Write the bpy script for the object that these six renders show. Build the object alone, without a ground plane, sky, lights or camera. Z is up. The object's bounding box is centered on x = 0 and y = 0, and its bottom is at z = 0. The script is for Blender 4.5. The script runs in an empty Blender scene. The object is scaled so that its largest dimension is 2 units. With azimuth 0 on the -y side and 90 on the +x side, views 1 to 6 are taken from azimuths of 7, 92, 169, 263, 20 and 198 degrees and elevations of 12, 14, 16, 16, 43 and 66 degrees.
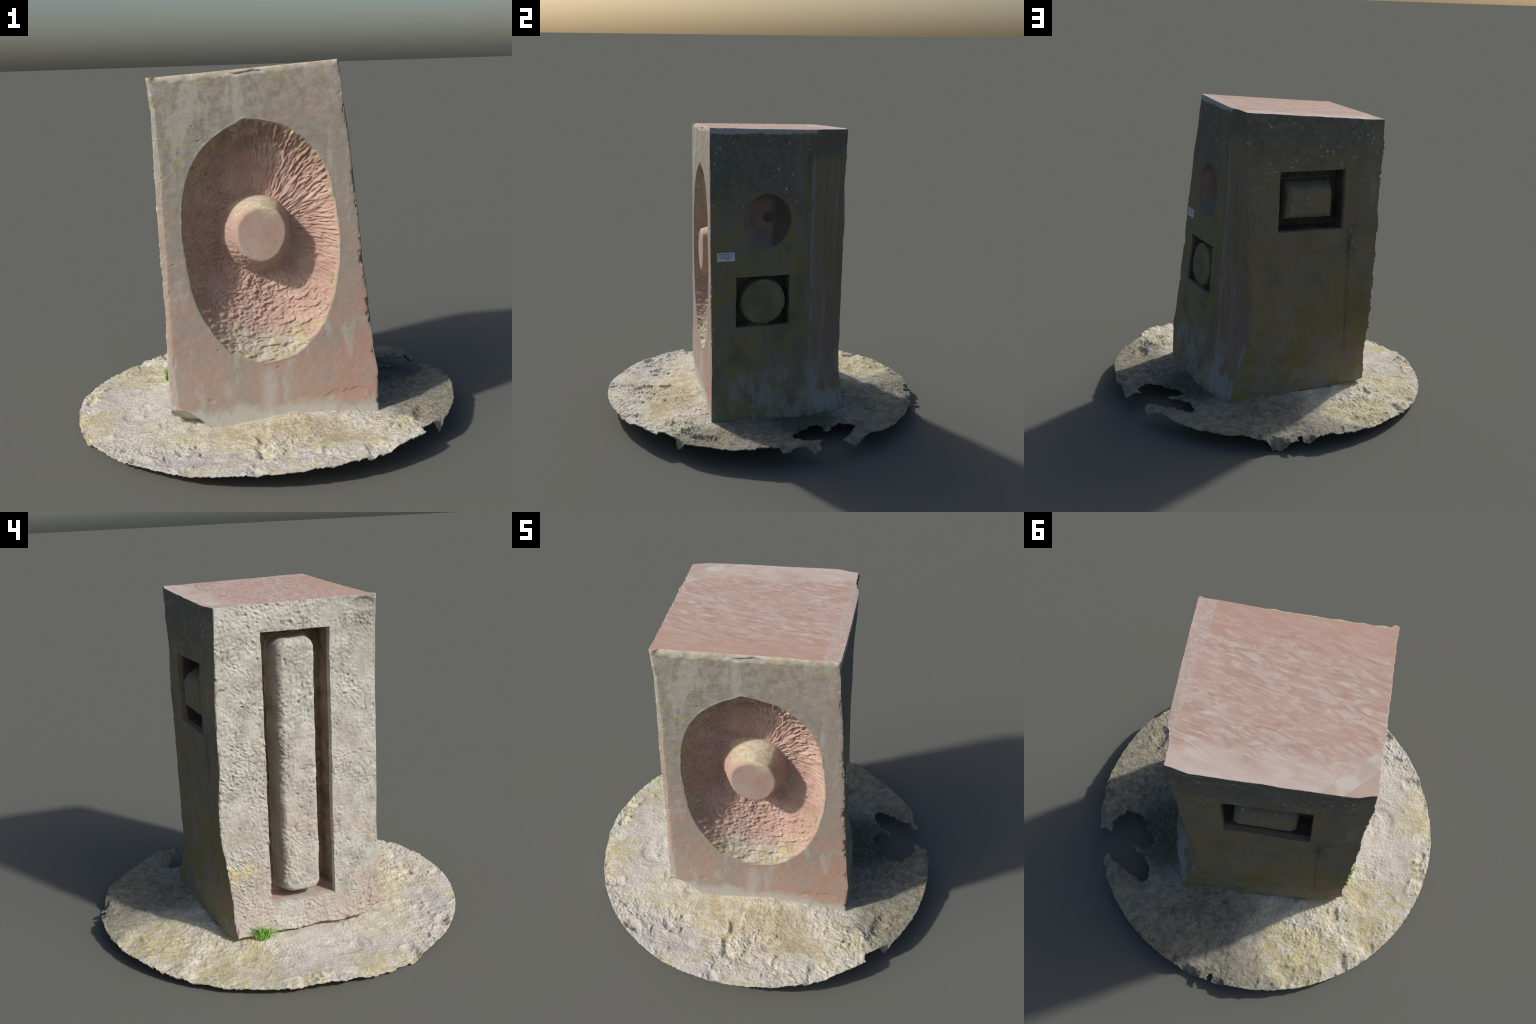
# Carved sandstone block (concave dish with a boss, slots and recesses) on a round patch of soil.
import bpy, math
import numpy as np
from mathutils import Vector

rng = np.random.default_rng(7)

# ------------------------------------------------------------------ noise
_perm = np.random.default_rng(11).permutation(256)
_perm = np.concatenate([_perm, _perm, _perm])
_grad = np.random.default_rng(12).normal(size=(256, 3))
_grad /= np.linalg.norm(_grad, axis=1)[:, None]


def perlin(p):
    """Gradient noise, about -0.7..0.7, for an (n, 3) array."""
    shape = p.shape[:-1]
    p = p.reshape(-1, 3)
    i = np.floor(p).astype(np.int64)
    f = p - i
    i &= 255
    w = f * f * f * (f * (f * 6 - 15) + 10)
    out = 0
    for dx in (0, 1):
        for dy in (0, 1):
            for dz in (0, 1):
                h = _perm[_perm[_perm[i[:, 0] + dx] + i[:, 1] + dy] + i[:, 2] + dz]
                g = _grad[h]
                v = g[:, 0] * (f[:, 0] - dx) + g[:, 1] * (f[:, 1] - dy) + g[:, 2] * (f[:, 2] - dz)
                out = out + v * (w[:, 0] if dx else 1 - w[:, 0]) * (w[:, 1] if dy else 1 - w[:, 1]) * (w[:, 2] if dz else 1 - w[:, 2])
    return out.reshape(shape)


def fbm(p, freq, octaves=3, gain=0.5):
    s, a = 0, 1.0
    for k in range(octaves):
        s = s + a * perlin(p * freq * 2 ** k + 17.3 * k)
        a *= gain
    return s


def smooth(x, a=0.0, b=1.0):
    t = np.clip((x - a) / (b - a), 0, 1)
    return t * t * (3 - 2 * t)


def lerp(a, b, t):
    return a + (b - a) * t


# ------------------------------------------------------------------ the block: corner edges, as (z, x, y)
# each upright corner of the hewn block leans and wobbles: a spine of control points
Z_TOP = {"A": 1.779, "F": 1.777, "B": 1.838, "R": 1.824, "C": 1.825, "D": 1.766}
EDGE = {
    "A": [(1.777, -.448, -.482), (1.626, -.435, -.477), (1.316, -.434, -.476), (.996, -.427, -.480), (.666, -.416, -.481), (.325, -.418, -.483), (.155, -.408, -.493), (.03, -.40, -.495)],
    "F": [(1.775, -.435, -.487), (1.617, -.412, -.487), (1.32, -.402, -.486), (1.02, -.397, -.487), (.708, -.393, -.488), (.384, -.387, -.488), (.226, -.375, -.490), (.03, -.37, -.490)],
    "B": [(1.835, .426, -.289), (1.67, .440, -.287), (1.505, .467, -.283), (1.337, .483, -.281), (1.168, .505, -.281), (.997, .522, -.277), (.824, .540, -.274), (.65, .559, -.270), (.475, .580, -.267), (.302, .606, -.266), (.114, .609, -.268), (.03, .61, -.268)],
    "R": [(1.825, .312, .336), (1.473, .316, .332), (1.308, .322, .330), (1.143, .336, .327), (.975, .348, .325), (.805, .357, .325), (.632, .364, .326), (.452, .366, .327), (.283, .384, .327), (.126, .446, .328), (.03, .465, .328)],
    "C": [(1.824, .252, .517), (1.80, .258, .519), (1.72, .245, .516), (1.664, .256, .518), (1.60, .254, .515), (1.499, .246, .510), (1.42, .236, .512), (1.331, .240, .515), (1.159, .229, .512), (.986, .227, .511), (.808, .219, .510), (.625, .205, .508), (.446, .211, .507), (.286, .268, .509), (.122, .316, .540), (.03, .32, .545)],
    "D": [(1.764, -.604, .314), (1.616, -.608, .321), (1.464, -.601, .326), (1.309, -.596, .333), (1.15, -.595, .334), (.989, -.597, .332), (.822, -.588, .345), (.653, -.585, .346), (.478, -.585, .322), (.291, -.568, .301), (.19, -.573, .300), (.114, -.579, .287), (.03, -.57, .285)],
}


def edge(k, z):
    e = np.array(sorted(EDGE[k]))
    return np.stack([np.interp(z, e[:, 0], e[:, 1]), np.interp(z, e[:, 0], e[:, 2])], -1)


LOOP = [("front", "F", "B"), ("right", "B", "R"), ("band", "R", "C"), ("back", "C", "D"), ("left", "D", "A"), ("chamfer", "A", "F")]
OUT = {"front": (.220, -.975, 0), "right": (.961, .277, 0), "band": (.93, .37, 0), "back": (-.21, .978, 0), "left": (-.98, -.2, 0), "chamfer": (-.6, -.8, 0)}
OUT = {k: np.array(v) / np.linalg.norm(v) for k, v in OUT.items()}

# recesses: horizontal coordinate is world x on front and back, world y on left and right
SLOT = dict(a=(-.242, .098), z=(.259, 1.637), depth=.135)
PILLAR = dict(a=(-.169, .028), z=(.296, 1.597), r=.054)
SQUARE = dict(a=(-.130, .185), z=(.665, .968), depth=.085)
WINDOW = dict(a=(-.363, .045), z=(1.123, 1.481), depth=.125)
LUG = dict(a=(-.294, -.016), z=(1.198, 1.406))
BREAK_A = {"right": SQUARE["a"], "back": WINDOW["a"], "left": SLOT["a"] + PILLAR["a"], "front": (), "band": (), "chamfer": ()}
BREAK_Z = {"right": SQUARE["z"], "back": WINDOW["z"], "left": SLOT["z"] + PILLAR["z"], "front": (), "band": (), "chamfer": ()}
Z0, Z1 = .03, 1.80


def dense(n, marks, extra=9, span=.006):
    """0..1 samples, with extra ones packed around each mark."""
    v = [np.linspace(0, 1, n)]
    for m in marks:
        v.append(m + np.linspace(-1, 1, extra) * span)
    v = np.unique(np.round(np.clip(np.concatenate(v), 0, 1), 6))
    keep = [0]
    for k in range(1, len(v)):
        if v[k] - v[keep[-1]] > .0004:
            keep.append(k)
    v = v[keep]
    v[-1] = 1.0
    return v


tz = sorted((z - Z0) / (Z1 - Z0) for f in BREAK_Z for z in BREAK_Z[f])
T = dense(500, tz, 7, .0028)
NT = len(T)
cols = []            # (face, s)
S_MARK = {}
for name, e0, e1 in LOOP:
    m0, m1 = edge(e0, .95), edge(e1, .95)
    length = np.linalg.norm(m1 - m0)
    ax = 0 if name in ("front", "back", "chamfer") else 1
    marks = sorted(((a - m0[ax]) / (m1[ax] - m0[ax]), a) for a in BREAK_A[name])
    S_MARK[name] = marks
    s = dense(max(10, int(length / (.0034 if name == "left" else .0041))), [m for m, _ in marks], 7, .0055)
    cols += [(name, e0, e1, x, length) for x in s[:-1]]
NC = len(cols)
face_names = [n for n, _, _ in LOOP]
fid = np.array([face_names.index(c[0]) for c in cols])
S = np.array([c[3] for c in cols])
dist_edge = np.array([min(c[3], 1 - c[3]) * c[4] for c in cols])

# bottom and top heights per column
ZB = np.full(NC, .05)
ZT = np.zeros(NC)
for j, (n, e0, e1, s, L) in enumerate(cols):
    ZT[j] = lerp(Z_TOP[e0], Z_TOP[e1], s)
    if n == "front":
        ZB[j] = .05 + .112 * float(smooth(np.array(.21 - s), 0, .20))
    if n == "chamfer":
        ZB[j] = .166
    if n == "left":
        ZB[j] = .100 + .055 * float(smooth(np.array(s), .90, 1.0)) + .006 * math.sin(s * 23)
    if n == "back":
        ZB[j] = lerp(.075, .102, float(smooth(np.array(s), .0, .3))) + .006 * math.sin(s * 17)
    if n == "band":
        ZB[j] = lerp(.05, .075, s)
wob = perlin(np.stack([np.arange(NC) * .028, np.zeros(NC), np.zeros(NC)], -1)) * .003 + perlin(np.stack([np.arange(NC) * .11, np.ones(NC) * 3.3, np.zeros(NC)], -1)) * .002
ZT = ZT + wob * np.where((fid == 3) | (fid == 1) | (fid == 2), 1, .35)

P = np.zeros((NT, NC, 3))
DEPTH = np.zeros((NT, NC))     # inward carving
AA = np.zeros((NT, NC))        # face coordinate
REGION = np.zeros((NT, NC), int)
REG = ["block", "dish", "boss", "slot", "pillar", "square_recess", "round_stud", "window_recess", "lug", "cup"]


def snap(a, z, ca, cz, radius, cell):
    """Pull grid points that lie near a closed polar curve exactly onto it."""
    da, dz = a - ca, z - cz
    r, th = np.hypot(da, dz), np.arctan2(dz, da)
    R = radius(th)
    near = np.abs(r - R) < cell
    k = np.where(near, R / np.maximum(r, 1e-6), 1)
    return ca + da * k, cz + dz * k


# the dish: radius of its rim around the boss, every 15 degrees, and of the boss, every 30
RIM = [.369, .370, .394, .440, .490, .532, .553, .541, .507, .457, .411, .378, .366, .366, .394, .448, .515, .602, .641, .621, .551, .471, .414, .384]
BOSS = [.118, .131, .144, .141, .137, .125, .118, .116, .119, .129, .125, .117]
DISH_C = (.05, 1.02)


def polar(table):
    n = len(table)
    th = np.arange(-1, n + 2) * (2 * np.pi / n)
    v = np.array([table[k % n] for k in range(-1, n + 2)])

    def f(t):
        return np.interp(np.mod(t, 2 * np.pi), th, v)
    return f


rim_0, boss_f = polar(RIM), polar(BOSS)


def rim_f(t):
    """the rim comes to a blunt point at the top"""
    return rim_0(t) + .016 * np.exp(-((np.mod(t, 2 * np.pi) - 1.69) / .07) ** 2)
DISH_D = .168


def base_point(name, e0, e1, a, z):
    ax = 0 if name in ("front", "back", "chamfer") else 1
    l, r = edge(e0, z), edge(e1, z)
    s = (a - l[..., ax]) / (r[..., ax] - l[..., ax])
    return l + (r - l) * s[..., None]


def rect_in(a, z, R):
    """distance inside a rectangle (negative outside)"""
    return np.minimum(np.minimum(a - R["a"][0], R["a"][1] - a), np.minimum(z - R["z"][0], R["z"][1] - z))


def rounded_in(a, z, R, r):
    ca, cz = np.mean(R["a"]), np.mean(R["z"])
    ha, hz = (R["a"][1] - R["a"][0]) / 2 - r, (R["z"][1] - R["z"][0]) / 2 - r
    qa, qz = np.abs(a - ca) - ha, np.abs(z - cz) - hz
    return r - np.hypot(np.maximum(qa, 0), np.maximum(qz, 0)) - np.minimum(np.maximum(qa, qz), 0)


def interior(d, w, D):
    """depth profile of a sunk floor with drafted wall"""
    return D * np.clip(d / w, 0, 1)


for f, (name, e0, e1) in enumerate(LOOP):
    J = np.where(fid == f)[0]
    s = S[J][None, :]
    t = T[:, None]
    z = ZB[J][None, :] + (ZT[J] - ZB[J])[None, :] * t
    # settle rows onto the feature heights of this face
    if BREAK_Z[name]:
        zs = sorted(BREAK_Z[name])
        ts = [(q - Z0) / (Z1 - Z0) for q in zs]
        win = smooth(np.minimum(s, 1 - s), 0, .10)
        zz = z.copy()
        for jj in range(len(J)):
            tt = np.array([0] + ts + [1])
            sh = 0.0
            yl = np.array([ZB[J[jj]]] + zs + [ZT[J[jj]]])
            zz[:, jj] = np.interp(T, tt, yl)
        z = lerp(z, zz, win)
    l, r = edge(e0, z), edge(e1, z)
    ax = 0 if name in ("front", "back", "chamfer") else 1
    al, ar = l[..., ax], r[..., ax]
    a = al + (ar - al) * s
    if S_MARK[name]:
        sm = [0] + [m for m, _ in S_MARK[name]] + [1]
        for i in range(NT):
            # piecewise map of s so that columns fall on the recess sides
            a0, a1 = al[i].mean(), ar[i].mean()
            am = [a0] + [q for _, q in S_MARK[name]] + [a1]
            mapped = np.interp(S[J], sm, am)
            a[i] = mapped + (a[i] - (a0 + (a1 - a0) * S[J])) * 1.0
    depth = np.zeros_like(a)
    reg = np.zeros(a.shape, int)
    p3 = np.concatenate([base_point(name, e0, e1, a, z), z[..., None]], -1)
    if name == "front":
        cx, cz = DISH_C
        a, z2 = snap(a, z, cx, cz, rim_f, .0030)
        a, z2 = snap(a, z2, cx, cz, boss_f, .0026)
        z = z2
        da, dz = a - cx, z - cz
        rr, th = np.hypot(da, dz), np.arctan2(dz, da)
        Rr, Rb = rim_f(th), boss_f(th)
        taper = .058 - .020 * np.cos(th) - .018 * np.sin(th)      # the boss flares most to the left and below
        Rf = Rb + taper
        dish_d = DISH_D - .026 * smooth(np.cos(th - .15), -.1, .9) - .024 * smooth(np.cos(th + 1.15), .1, .8)
        rho = np.clip((rr - Rf) / (Rr - Rf), 0, 1)
        floor = dish_d * (1 - rho ** (2.0 + .45 * smooth(np.cos(th - 2.35), .72, .98) - .25 * smooth(np.cos(th - 3.75), .45, .9)))
        wall = np.clip((rr - Rb) / taper, 0, 1)
        depth = np.where(rr <= Rb, 0, np.where(rr < Rf, dish_d * wall, floor))
        depth = np.where(rr >= Rr, 0, depth)
        # worn arris of the boss
        depth += .006 * np.where(rr <= Rb, np.clip(1 - (Rb - rr) / .013, 0, 1) ** 2, 0)
        depth = np.where((rr > Rb) & (rr < Rf), np.maximum(depth, .006), depth)
        reg = np.where(rr < Rf - .002, 2, np.where(rr < Rr - .0005, 1, 0))
        # chisel marks
        q = np.stack([da, dz, np.zeros_like(a)], -1)
        warp = .22 * fbm(q, 7, 2)
        ang = th + warp * .25
        def creases(c, wdt):
            n = perlin(c) + .35 * perlin(c * 2.1 + 6)
            return np.exp(-(n / wdt) ** 2), n
        big = fbm(q, 6, 1)
        cr1, n1 = creases(np.stack([ang * 18 + big, rr * 12 + warp * 2, np.full_like(a, 1.7)], -1), .17)
        cr2, n2 = creases(np.stack([ang * 33, rr * 19 + warp * 3, np.full_like(a, 3.9)], -1), .20)
        radial = (.0075 * cr1 + .005 * cr2 + .007 * n1 + .005 * n2) * (.7 + .6 * smooth(rho, .2, .9))
        cr3, n3 = creases(np.stack([ang * 8, rr * 38 + warp * .8 + ang * 1.0, np.full_like(a, 5.1)], -1), .17)
        cr4, n4 = creases(np.stack([ang * 15, rr * 56 + warp * .8, np.full_like(a, 7.7)], -1), .16)
        tangent = .006 * cr3 + .0045 * cr4 + .007 * n3 + .005 * n4
        wr = smooth(np.cos(th - .62) + .5 * big, .02, .50)
        marks = lerp(tangent, radial, wr) - .004
        # the upper left, out of the weather, keeps shallower marks
        marks *= 1 + .35 * smooth(-np.cos(th), .2, .9)
        inside = smooth(rr - Rf, -.006, .012) * smooth(Rr - rr, 0, .014)
        depth += inside * (marks + .006 * fbm(q, 9, 2))
        side = smooth(rr - Rb, 0, .006) * smooth(Rf - rr, -.004, .008)
        knob_marks, _ = creases(np.stack([th * 9, rr * 40, np.full_like(a, 8.0)], -1), .2)
        depth += side * (.009 * knob_marks + .006 * fbm(q, 45, 2)) * (1 - .75 * smooth(np.sin(th), .2, .8))
        face = smooth(rr - Rr, 0, .01)
        # flat face: slight waviness, a flaked scar low on the right, small pits
        depth += face * (.0035 * fbm(p3, 3, 2) + .0012 * fbm(p3, 25, 3))
        scar = np.hypot((a - .44) / .115, (z - .185 - .10 * (a - .44)) / .045) + .7 * fbm(p3, 11, 3)
        depth += face * .0022 * smooth(1 - scar, 0, .12) * smooth(z, .165, .20)
        scar2 = np.hypot((a + .21) / .022, (z - .203) / .012) + .3 * fbm(p3, 30, 1)
        depth += face * .0025 * smooth(1 - scar2, 0, .3)
        pit = perlin(p3 * np.array([38, 38, 55]) + 3)
        depth += face * .0035 * smooth(pit, .43, .55) * smooth(fbm(p3, 4, 1), -.1, .3)
        cr = z - (1.7895 + .006 * np.sin(a * 38) + .004 * perlin(np.stack([a * 30, a * 0, a * 0], -1)))
        depth += .013 * np.exp(-(cr / .0055) ** 2) * smooth(a, -.15, -.05) * (1 - smooth(a, .06, .10))
        # worn top arris
        top = ZT[J][None, :] - z
        depth += .020 * np.clip(1 - top / (.024 + .016 * perlin(p3 * np.array([18, 18, 0.])) ), 0, 1) ** 1.2 * (1 - .6 * smooth(a, .0, .35)) * smooth(np.minimum(s, 1 - s), .005, .035)
    elif name == "right":
        d = rect_in(a, z, SQUARE)
        depth = interior(d, .010, SQUARE["depth"])
        q = np.stack([a, z, z * 0], -1)
        def ring(rx, rz, th_):
            return rx * rz / np.hypot(rz * np.cos(th_), rx * np.sin(th_))
        a, z = snap(a, z, .050, 1.298, lambda t_: ring(.141, .160, t_), .0030)
        a, z = snap(a, z, .035, .813, lambda t_: ring(.126, .132, t_), .0030)
        ca, cz = .035, .813
        ra = np.hypot((a - ca) / .126, (z - cz) / .132)
        th = np.arctan2(z - cz, a - ca)
        flare = .009 + .026 * smooth(-np.cos(th - .60), .15, .95)
        stud = np.clip(1 + (1 - ra) * .128 / flare, 0, 1)
        stud = stud * stud * (3 - 2 * stud)
        depth = depth * (1 - stud) + stud * (.001 + .007 * smooth(ra, .85, 1.0))
        reg = np.where(d > .0003, 5, 0)
        reg = np.where((ra < 1 + (flare + .004) / .126) & (reg == 5), 6, reg)
        ca, cz = .050, 1.298
        rc = np.hypot((a - ca) / .141, (z - cz) / .160)
        cup = .112 * (1 - np.clip(rc, 0, 1) ** 1.6)
        depth += np.where(rc < 1, cup, 0)
        thc = np.arctan2(z - cz, a - ca)
        depth += smooth(1 - rc, 0, .1) * .002 * perlin(np.stack([thc * 14, rc * 3, rc * 0], -1))
        reg = np.where(rc < 1, 9, reg)
        flat = (reg == 0)
        depth -= (.009 + .008 * np.exp(-((z - 1.40) / .16) ** 2) + .007 * np.exp(-((z - .48) / .11) ** 2)) * np.sin(np.pi * np.clip(s * 1.08, 0, 1)) ** .7 * (1 - .7 * smooth(z, 1.5, 1.75)) + .009 * smooth(.42 - z, 0, .2) * smooth(np.minimum(s * 1.5, 1 - s), 0, .2)
        depth += .006 * np.exp(-((s - .94) / .04) ** 2) * (1 - smooth(z, 1.2, 1.4)) * smooth(1 - s, 0, .04)
        depth += np.where(flat, .004 * fbm(p3, 4, 2) + .0014 * fbm(p3, 28, 3), .0012 * fbm(p3, 40, 2))
        depth += np.where(flat, .004 * smooth(s, .80, 1) * perlin(np.stack([a * 45, z * 3, z * 0], -1)), 0)
    elif name == "band":
        depth = .007 * fbm(np.stack([a * 38, p3[..., 0] * 12, z * 3.0], -1), 1, 3) + .003 * fbm(p3, 60, 2) + .012 * np.sin(np.pi * s) * smooth(z, .12, .35)
        depth *= smooth(s, 0, .1) * smooth(1 - s, 0, .1)
    elif name == "back":
        d = rect_in(a, z, WINDOW)
        depth = interior(d, .007, WINDOW["depth"])
        # lug: flush block whose upper edge slopes back
        lug_a = LUG["a"]
        taper = .018 * (1 - (z - LUG["z"][0]) / .2)
        din = np.minimum(np.minimum(a - lug_a[0], lug_a[1] + taper - a), np.minimum(z - LUG["z"][0], LUG["z"][1] - z))
        rise = smooth(din, -.014, .004)
        slope = .045 * np.clip((z - 1.352) / .05, 0, 1) ** 1.3
        lug_depth = .006 + slope + .020 * (1 - smooth(din, 0, .030))
        depth = np.where(d > 0, lerp(depth, lug_depth, rise), depth)
        reg = np.where(d > .0003, 7, 0)
        reg = np.where((din > -.019) & (reg == 7), 8, reg)
        flat = reg == 0
        hollow = np.exp(-((a + .02) / .26) ** 2 - ((z - .84) / .33) ** 2)
        swell = smooth(z, 1.50, 1.66) + 1.35 * smooth(.44 - z, 0, .15) * smooth(.1 - a, 0, .15) + 1.3 * np.exp(-((a + .52) / .09) ** 2 - ((z - 1.33) / .12) ** 2)
        depth += (.024 * hollow - .021 * swell) * smooth(np.minimum(s, 1 - s), 0, .12)
        bed = perlin(np.stack([a * 9, p3[..., 1] * 9, z * 40 + a * 8], -1))
        depth += np.where(flat, .006 * fbm(p3, 3, 2) + .0022 * bed + .0015 * fbm(p3, 30, 3), .002 * fbm(p3, 25, 2))
        # incised joint lines below the window
        def groove(dd, w=.0042):
            return np.exp(-(dd / w) ** 2)
        jit = .006 * perlin(np.stack([a * 14, z * 14, z * 0], -1))
        g = groove(a + .408 + .012 * np.sin(z * 6) + jit) * smooth(z, .30, .36) * (1 - smooth(z, 1.02, 1.08))
        g = np.maximum(g, .25 * groove(a + .078 + jit) * smooth(z, .33, .36) * (1 - smooth(z, .95, .985)))
        g = np.maximum(g, .4 * groove(z - (.992 - .075 * (a + .24)) + jit) * smooth(a, -.42, -.41) * (1 - smooth(a, -.09, -.07)))
        g = np.maximum(g, .3 * groove(z - .343 + jit) * smooth(a, -.41, -.40) * (1 - smooth(a, -.09, -.07)))
        depth += np.where(flat, .0055 * g, 0)
    elif name in ("left", "chamfer"):
        def strokes(tilt_, off_):
            u, v = p3[..., 1] * np.cos(tilt_) + z * np.sin(tilt_), z * np.cos(tilt_) - p3[..., 1] * np.sin(tilt_)
            w_ = .25 * perlin(p3 * 20 + off_)
            n_ = perlin(np.stack([u * 34 + w_, v * 78 + w_, p3[..., 0] * 30 + off_], -1))
            return .30 - np.abs(n_) * 1.6 + .8 * perlin(p3 * 62 + off_)
        which = smooth(fbm(p3 + 2, 7, 2), -.12, .12)
        pn = lerp(strokes(.75, 1.0), strokes(2.2, 7.0), which)
        peck = .0088 * np.clip(.80 + 1.5 * fbm(p3 + 6, 6, 2), .25, 1.4) * pn + .007 * smooth(perlin(p3 * 46 + 9), .26, .5) + .006 * fbm(p3, 9, 2)
        d = rect_in(a, z, SLOT)
        if name == "left":
            wobble = .004 * perlin(np.stack([z * 7, z * 0 + 2.2, z * 0], -1))
            depth = interior(d, .006, SLOT["depth"])
            din = rounded_in(a + wobble, z, PILLAR, PILLAR["r"])
            pil_w = .009 + .014 * smooth(-.06 - a, 0, .08) + .016 * smooth(.36 - z, 0, .06)
            pil = smooth(din, -pil_w, .004)
            pil_depth = -.007 + .034 * np.clip(1 - din / .034, 0, 1) ** 2.4
            depth = np.where(d > 0, lerp(depth, pil_depth, pil), depth)
            lump = .012 * fbm(p3, 8, 2)
            depth += np.where((d > 0) & (din > 0), lump * smooth(din, 0, .02), 0)
            reg = np.where(d > .0003, 3, 0)
            reg = np.where((din > -pil_w - .005) & (reg == 3), 4, reg)
            depth += np.where(reg == 3, .004 * fbm(p3, 16, 2), peck * np.where(reg == 4, 1.1, 1.0))
            # chipped upper front corner
            depth += .012 * smooth(1 - np.hypot((a + .42) / .07, (z - 1.735) / .035), 0, .5)
        else:
            depth = .25 * peck + .003 * fbm(p3, 14, 3)
    win = smooth(np.minimum(s, 1 - s), 0, .08)
    aw = a + win * (.0045 * fbm(p3 + 4, 9, 3) if name != 'front' else .0025 * fbm(p3 + 4, 14, 2))
    z = z + win * smooth(t, 0, .05) * smooth(1 - t, 0, .05) * .003 * fbm(p3 + 8, 10, 2)
    xy = base_point(name, e0, e1, aw, z)
    P[:, J, :2], P[:, J, 2] = xy, z
    DEPTH[:, J], AA[:, J], REGION[:, J] = depth, a, reg

# outward direction per column, softened across the corners
N = np.array([OUT[c[0]] for c in cols])
ker = np.ones(5) / 5
for k in range(3):
    N[:, k] = np.convolve(np.concatenate([N[-2:, k], N[:, k], N[:2, k]]), ker, "valid")
N /= np.linalg.norm(N, axis=1)[:, None]
# rounded and chipped arrises
chip = fbm(P, 9, 3)
sharp = np.array([.35 if (face_names[f] == "chamfer" or (face_names[f] == "front" and q < .5) or (face_names[f] == "left" and q > .5)) else 1.0 for f, q in zip(fid, S)])
w = np.clip(1 - dist_edge / .016, 0, 1)[None, :] * sharp[None, :]
DEPTH += w ** 2 * (.004 + .010 * np.clip(chip, -.3, 1)) + w * .010 * smooth(fbm(P + 5, 22, 2), .25, .55)
near_r = ((fid == face_names.index("front")) & (S > .5)) | ((fid == face_names.index("right")) & (S < .5))
DEPTH += near_r[None, :] * np.clip(1 - dist_edge / .03, 0, 1)[None, :] * .016 * smooth(perlin(P * np.array([5, 5, 9.]) + 2) + .4 * perlin(P * 30), .18, .45)
P = P - N[None] * DEPTH[..., None]

# ------------------------------------------------------------------ block mesh assembly: loop rows + top + underside
verts = [P.reshape(-1, 3)]
quads, qreg, qmat = [], [], []
ii, jj = np.meshgrid(np.arange(NT - 1), np.arange(NC), indexing="ij")
jn = (jj + 1) % NC
Q = np.stack([ii * NC + jj, ii * NC + jn, (ii + 1) * NC + jn, (ii + 1) * NC + jj], -1).reshape(-1, 4)
rg = np.maximum.reduce([REGION[ii, jj], REGION[ii + 1, jj], REGION[ii, jn], REGION[ii + 1, jn]]).reshape(-1)
r4 = np.stack([REGION[ii, jj], REGION[ii + 1, jj], REGION[ii, jn], REGION[ii + 1, jn]], -1).reshape(-1, 4)
# a quad belongs to a carved part only if all its corners do
rg = np.where((r4 == r4[:, :1]).all(1), r4[:, 0], np.where((r4 > 0).all(1), r4.min(1), 0))
quads.append(Q)
qreg.append(rg)
qmat.append(fid[jj].reshape(-1))
RINGS = 36
top_loop = P[-1]
cen = top_loop.mean(0)
rings = []
tilt = np.linalg.lstsq(np.c_[top_loop[:, :2], np.ones(NC)], top_loop[:, 2], rcond=None)[0]
soft_loop = top_loop.copy()
kw = np.ones(31) / 31
for k in range(3):
    soft_loop[:, k] = np.convolve(np.concatenate([top_loop[-15:, k], top_loop[:, k], top_loop[:15, k]]), kw, "valid")
for k in range(1, RINGS):
    f = 1 - (k / RINGS)
    if k == 1:
        f = .994
    pt = cen + ((top_loop if k == 1 else soft_loop) - cen) * f
    plane = pt[:, 0] * tilt[0] + pt[:, 1] * tilt[1] + tilt[2]
    mixf = .5 if k == 1 else 0
    pt[:, 2] = lerp(plane, pt[:, 2], mixf) + .0012 * fbm(pt, 7, 2)
    rings.append(pt)


def add_cap(rings, center, first_row, region, mat, flip):
    base = sum(len(v) for v in verts)
    verts.append(np.concatenate(rings + [center[None]]))
    rows = [first_row * NC + np.arange(NC)] + [base + k * NC + np.arange(NC) for k in range(len(rings))]
    for a_, b_ in zip(rows[:-1], rows[1:]):
        q = np.stack([a_, np.roll(a_, -1), np.roll(b_, -1), b_], -1)
        quads.append(q[:, ::-1] if flip else q)
        qreg.append(np.full(NC, region))
        qmat.append(np.full(NC, mat))
    last = rows[-1]
    c_ = np.full(NC, base + len(rings) * NC)
    q = np.stack([last, np.roll(last, -1), c_, c_], -1)
    quads.append(q[:, ::-1] if flip else q)
    qreg.append(np.full(NC, region))
    qmat.append(np.full(NC, mat))


REG.append("top_face")
cpt = cen.copy()
cpt[2] = cen[0] * tilt[0] + cen[1] * tilt[1] + tilt[2]
add_cap(rings, cpt, NT - 1, len(REG) - 1, len(LOOP), False)
bot = P[0]
bc = bot.mean(0)
brings = []
for k in range(1, 8):
    f = 1 - k / 8
    pt = bc + (bot - bc) * f
    pt[:, 2] = lerp(.04, bot[:, 2], max(0, 1 - k / 2.5)) + .004 * fbm(pt, 14, 2)
    brings.append(pt)
bc[2] = .04
add_cap(brings, bc, 0, 0, 0, True)

V = np.concatenate(verts)
Q, QR, QM = np.concatenate(quads), np.concatenate(qreg), np.concatenate(qmat)


def vertex_normals(V, Q):
    fn = np.cross(V[Q[:, 2]] - V[Q[:, 0]], V[Q[:, 3]] - V[Q[:, 1]])
    n = np.zeros_like(V)
    for k in range(4):
        for c in range(3):
            n[:, c] += np.bincount(Q[:, k], fn[:, c], len(V))
    return n / np.maximum(np.linalg.norm(n, axis=1), 1e-12)[:, None]


VN = vertex_normals(V, Q)


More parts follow.
